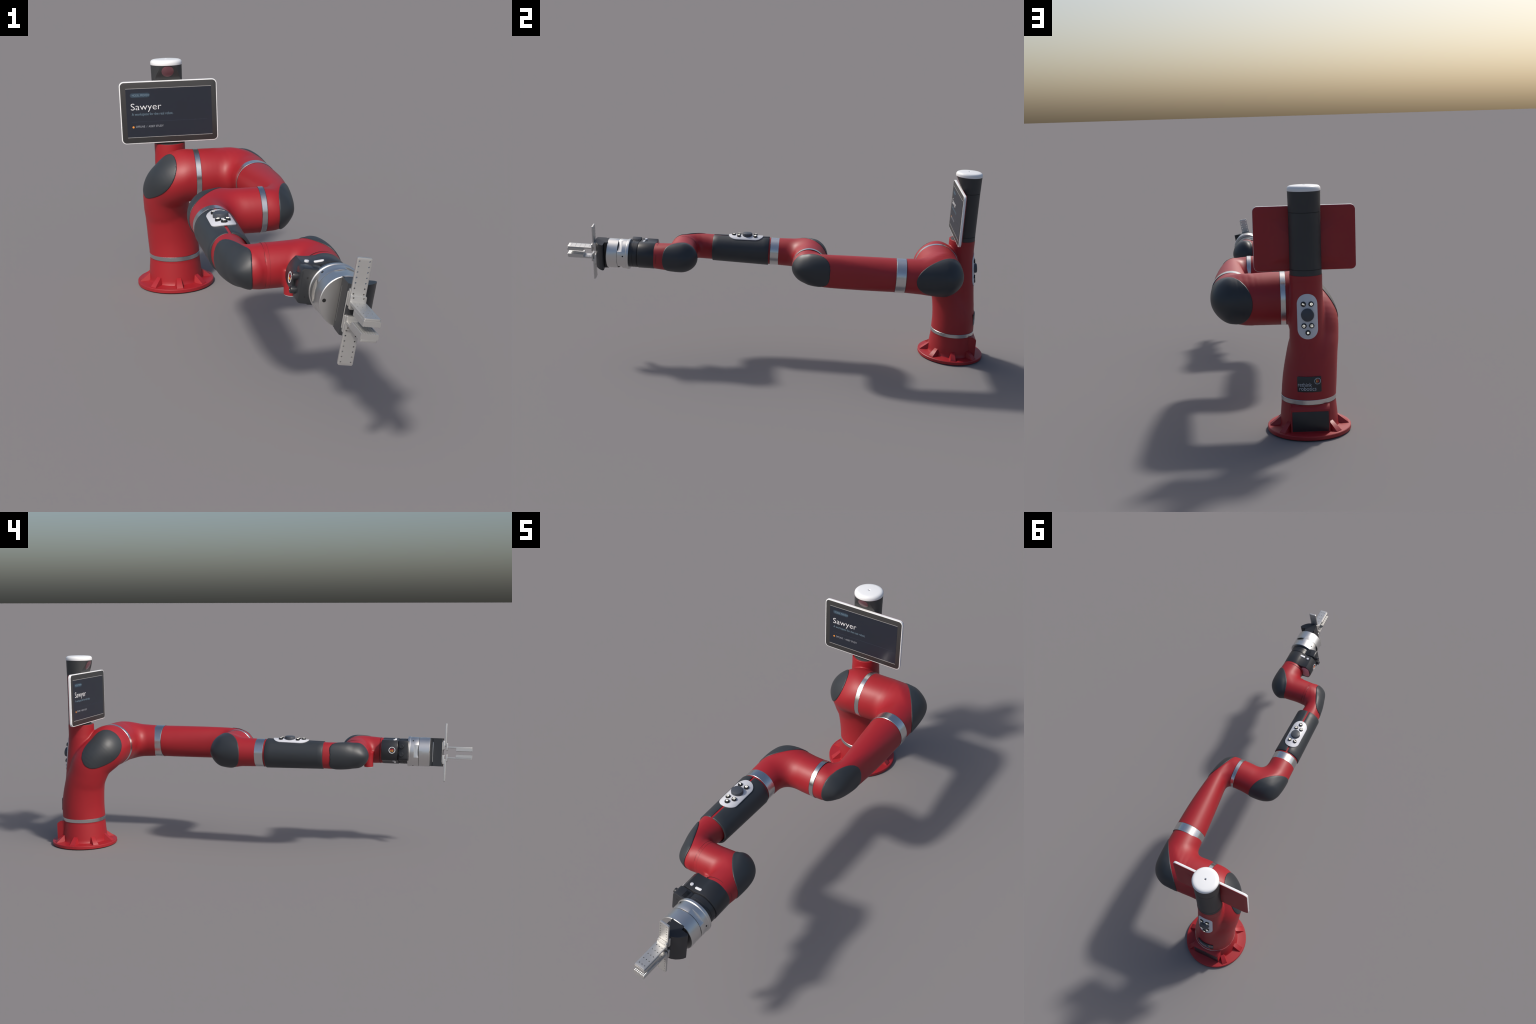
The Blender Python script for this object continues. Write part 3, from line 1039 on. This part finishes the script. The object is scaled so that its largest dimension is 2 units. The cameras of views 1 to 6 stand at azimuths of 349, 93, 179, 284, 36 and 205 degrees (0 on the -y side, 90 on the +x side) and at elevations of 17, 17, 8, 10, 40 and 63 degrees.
for ang in (-45, 75, 195):
    me = lathe("set_screw", [(0, 0), (0.0034, 0), (0.0034, 0.0006), (0.0020, 0.0006), (0.0016, 0.0002), (0, 0.0002)], 18, False)
    t = math.radians(ang)
    add("set_screw", me, DARKSEAM, gripper, HAND @ frame((0.0679 * math.sin(t), -0.7310, 0.0679 * math.cos(t)), (0, 1, 0), (math.sin(t), 0, math.cos(t))))
for a in (-0.0565,):
    me = lathe("dowel_hole", [(0, 0), (0.0048, 0), (0.0048, 0.0003), (0, 0.0003)], 24, False)
    add("dowel_hole", me, DARKSEAM, gripper, HAND @ frame((a, -0.8081, 0.0), (1, 0, 0), (0, -1, 0)))

# actuator housing: (across, along) outline extruded up
UP = Matrix(((1, 0, 0, 0), (0, 1, 0, 0), (0, 0, 1, 0), (0, 0, 0, 1)))
arc = [(0.0605, -0.8270), (0.0560, -0.8370), (0.0480, -0.8465), (0.0380, -0.8555), (0.0260, -0.8625), (0.0130, -0.8668), (0.0, -0.8680)]
outline = [(-0.0215, -0.8060), (-0.0215, -0.8170), (-0.0185, -0.8170), (-0.0185, -0.8215), (-0.0230, -0.8215), (-0.0230, -0.8610), (-0.0190, -0.8650),
           (-0.0110, -0.8672)] + arc[::-1] + [(0.0560, -0.8225), (0.0300, -0.8225), (0.0270, -0.8060)]
add("actuator_housing", slab("actuator_housing", outline, -0.0650, 0.0650, (), 0.0), BLACK, gripper, HAND)
hand_slab("housing_web", rounded_rect(0.034, 0.120, 0.003, 3, 0.0105, 0.0), -0.8260, -0.8060, DARKSEAM, gripper)
hand_slab("housing_strip", rounded_rect(0.0020, 0.0920, 0.0008, 3, -0.0216, 0.0), -0.8228, -0.8195, ALU, gripper)
hand_slab("rail", rounded_rect(0.0430, 0.0960, 0.0030, 4), -0.8640, -0.8540, FINGERM, gripper, 0.0010)
for sgn in (1, -1):
    FM = HAND if sgn > 0 else HAND @ Matrix.Rotation(math.pi, 4, 'Y')
    finger = None
    # carriage
    me = slab("carriage", rounded_rect(0.0400, 0.0430, 0.0030, 4, 0.0, 0.0335), -0.8735, -0.8640, (), 0.0008)
    me.transform(EXT)
    me.flip_normals()
    add("carriage", me, FINGERM, gripper, FM)
    # perforated plate
    holes = [circle(x, 0.0460 + 0.0134 * i, 0.0021, 12) for x in (-0.0128, 0.0128) for i in range(7)]
    me = slab("finger_plate", rounded_rect(0.0376, 0.1060, 0.0040, 5, 0.0, 0.0820), -0.8805, -0.8735, holes, 0.0008)
    me.transform(EXT)
    me.flip_normals()
    plate = add("finger_plate", me, FINGERM, gripper, FM)
    # angle bracket foot
    holes = [circle(x, 0.0375, 0.0020, 12) for x in (-0.0128, 0.0128)]
    me = slab("finger_foot", rounded_rect(0.0400, 0.0350, 0.0040, 5, 0.0, 0.0258), -0.8870, -0.8808, holes, 0.0010)
    me.transform(EXT)
    me.flip_normals()
    finger = add("finger", me, FINGERM, gripper, FM)
    # finger blade with three by five holes
    holes = [circle(x, -0.8985 - 0.0215 * i, 0.0018, 10) for x in (-0.0112, 0.0, 0.0112) for i in range(5)]
    me = slab("finger_blade", rounded_rect(0.0390, 0.1150, 0.0024, 4, 0.0, -0.9405), 0.0212, 0.0280, holes, 0.0012)
    add("finger_blade", me, FINGERM, gripper, FM)
    # gripping pad with a knurled face
    bm = bmesh.new()
    nx, ny = 28, 56
    x0, x1, ya, yb = -0.0213, 0.0213, -0.9985, -0.9255
    g = []
    for j in range(ny + 1):
        row = []
        for i in range(nx + 1):
            x, y = x0 + (x1 - x0) * i / nx, ya + (yb - ya) * j / ny
            edge = i in (0, nx) or j in (0, ny)
            kn = 0.0 if edge else 0.0022 * (abs(math.sin(math.pi * 7 * i / nx)) * abs(math.sin(math.pi * 14 * j / ny)))
            row.append(bm.verts.new((x, y, 0.0088 - kn * 0.8)))
        g.append(row)
    for j in range(ny):
        for i in range(nx):
            bm.faces.new((g[j][i], g[j][i + 1], g[j + 1][i + 1], g[j + 1][i]))
    rim = [g[0][i] for i in range(nx + 1)] + [g[j][nx] for j in range(1, ny + 1)] + [g[ny][i] for i in range(nx - 1, -1, -1)] + [g[j][0] for j in range(ny - 1, 0, -1)]
    top = [bm.verts.new((v.co.x, v.co.y, 0.0218)) for v in rim]
    for i in range(len(rim)):
        j = (i + 1) % len(rim)
        bm.faces.new((rim[i], top[i], top[j], rim[j]))
    bm.faces.new(top)
    add("grip_pad", from_bm(bm, "grip_pad", 30), FINGERM, gripper, FM)
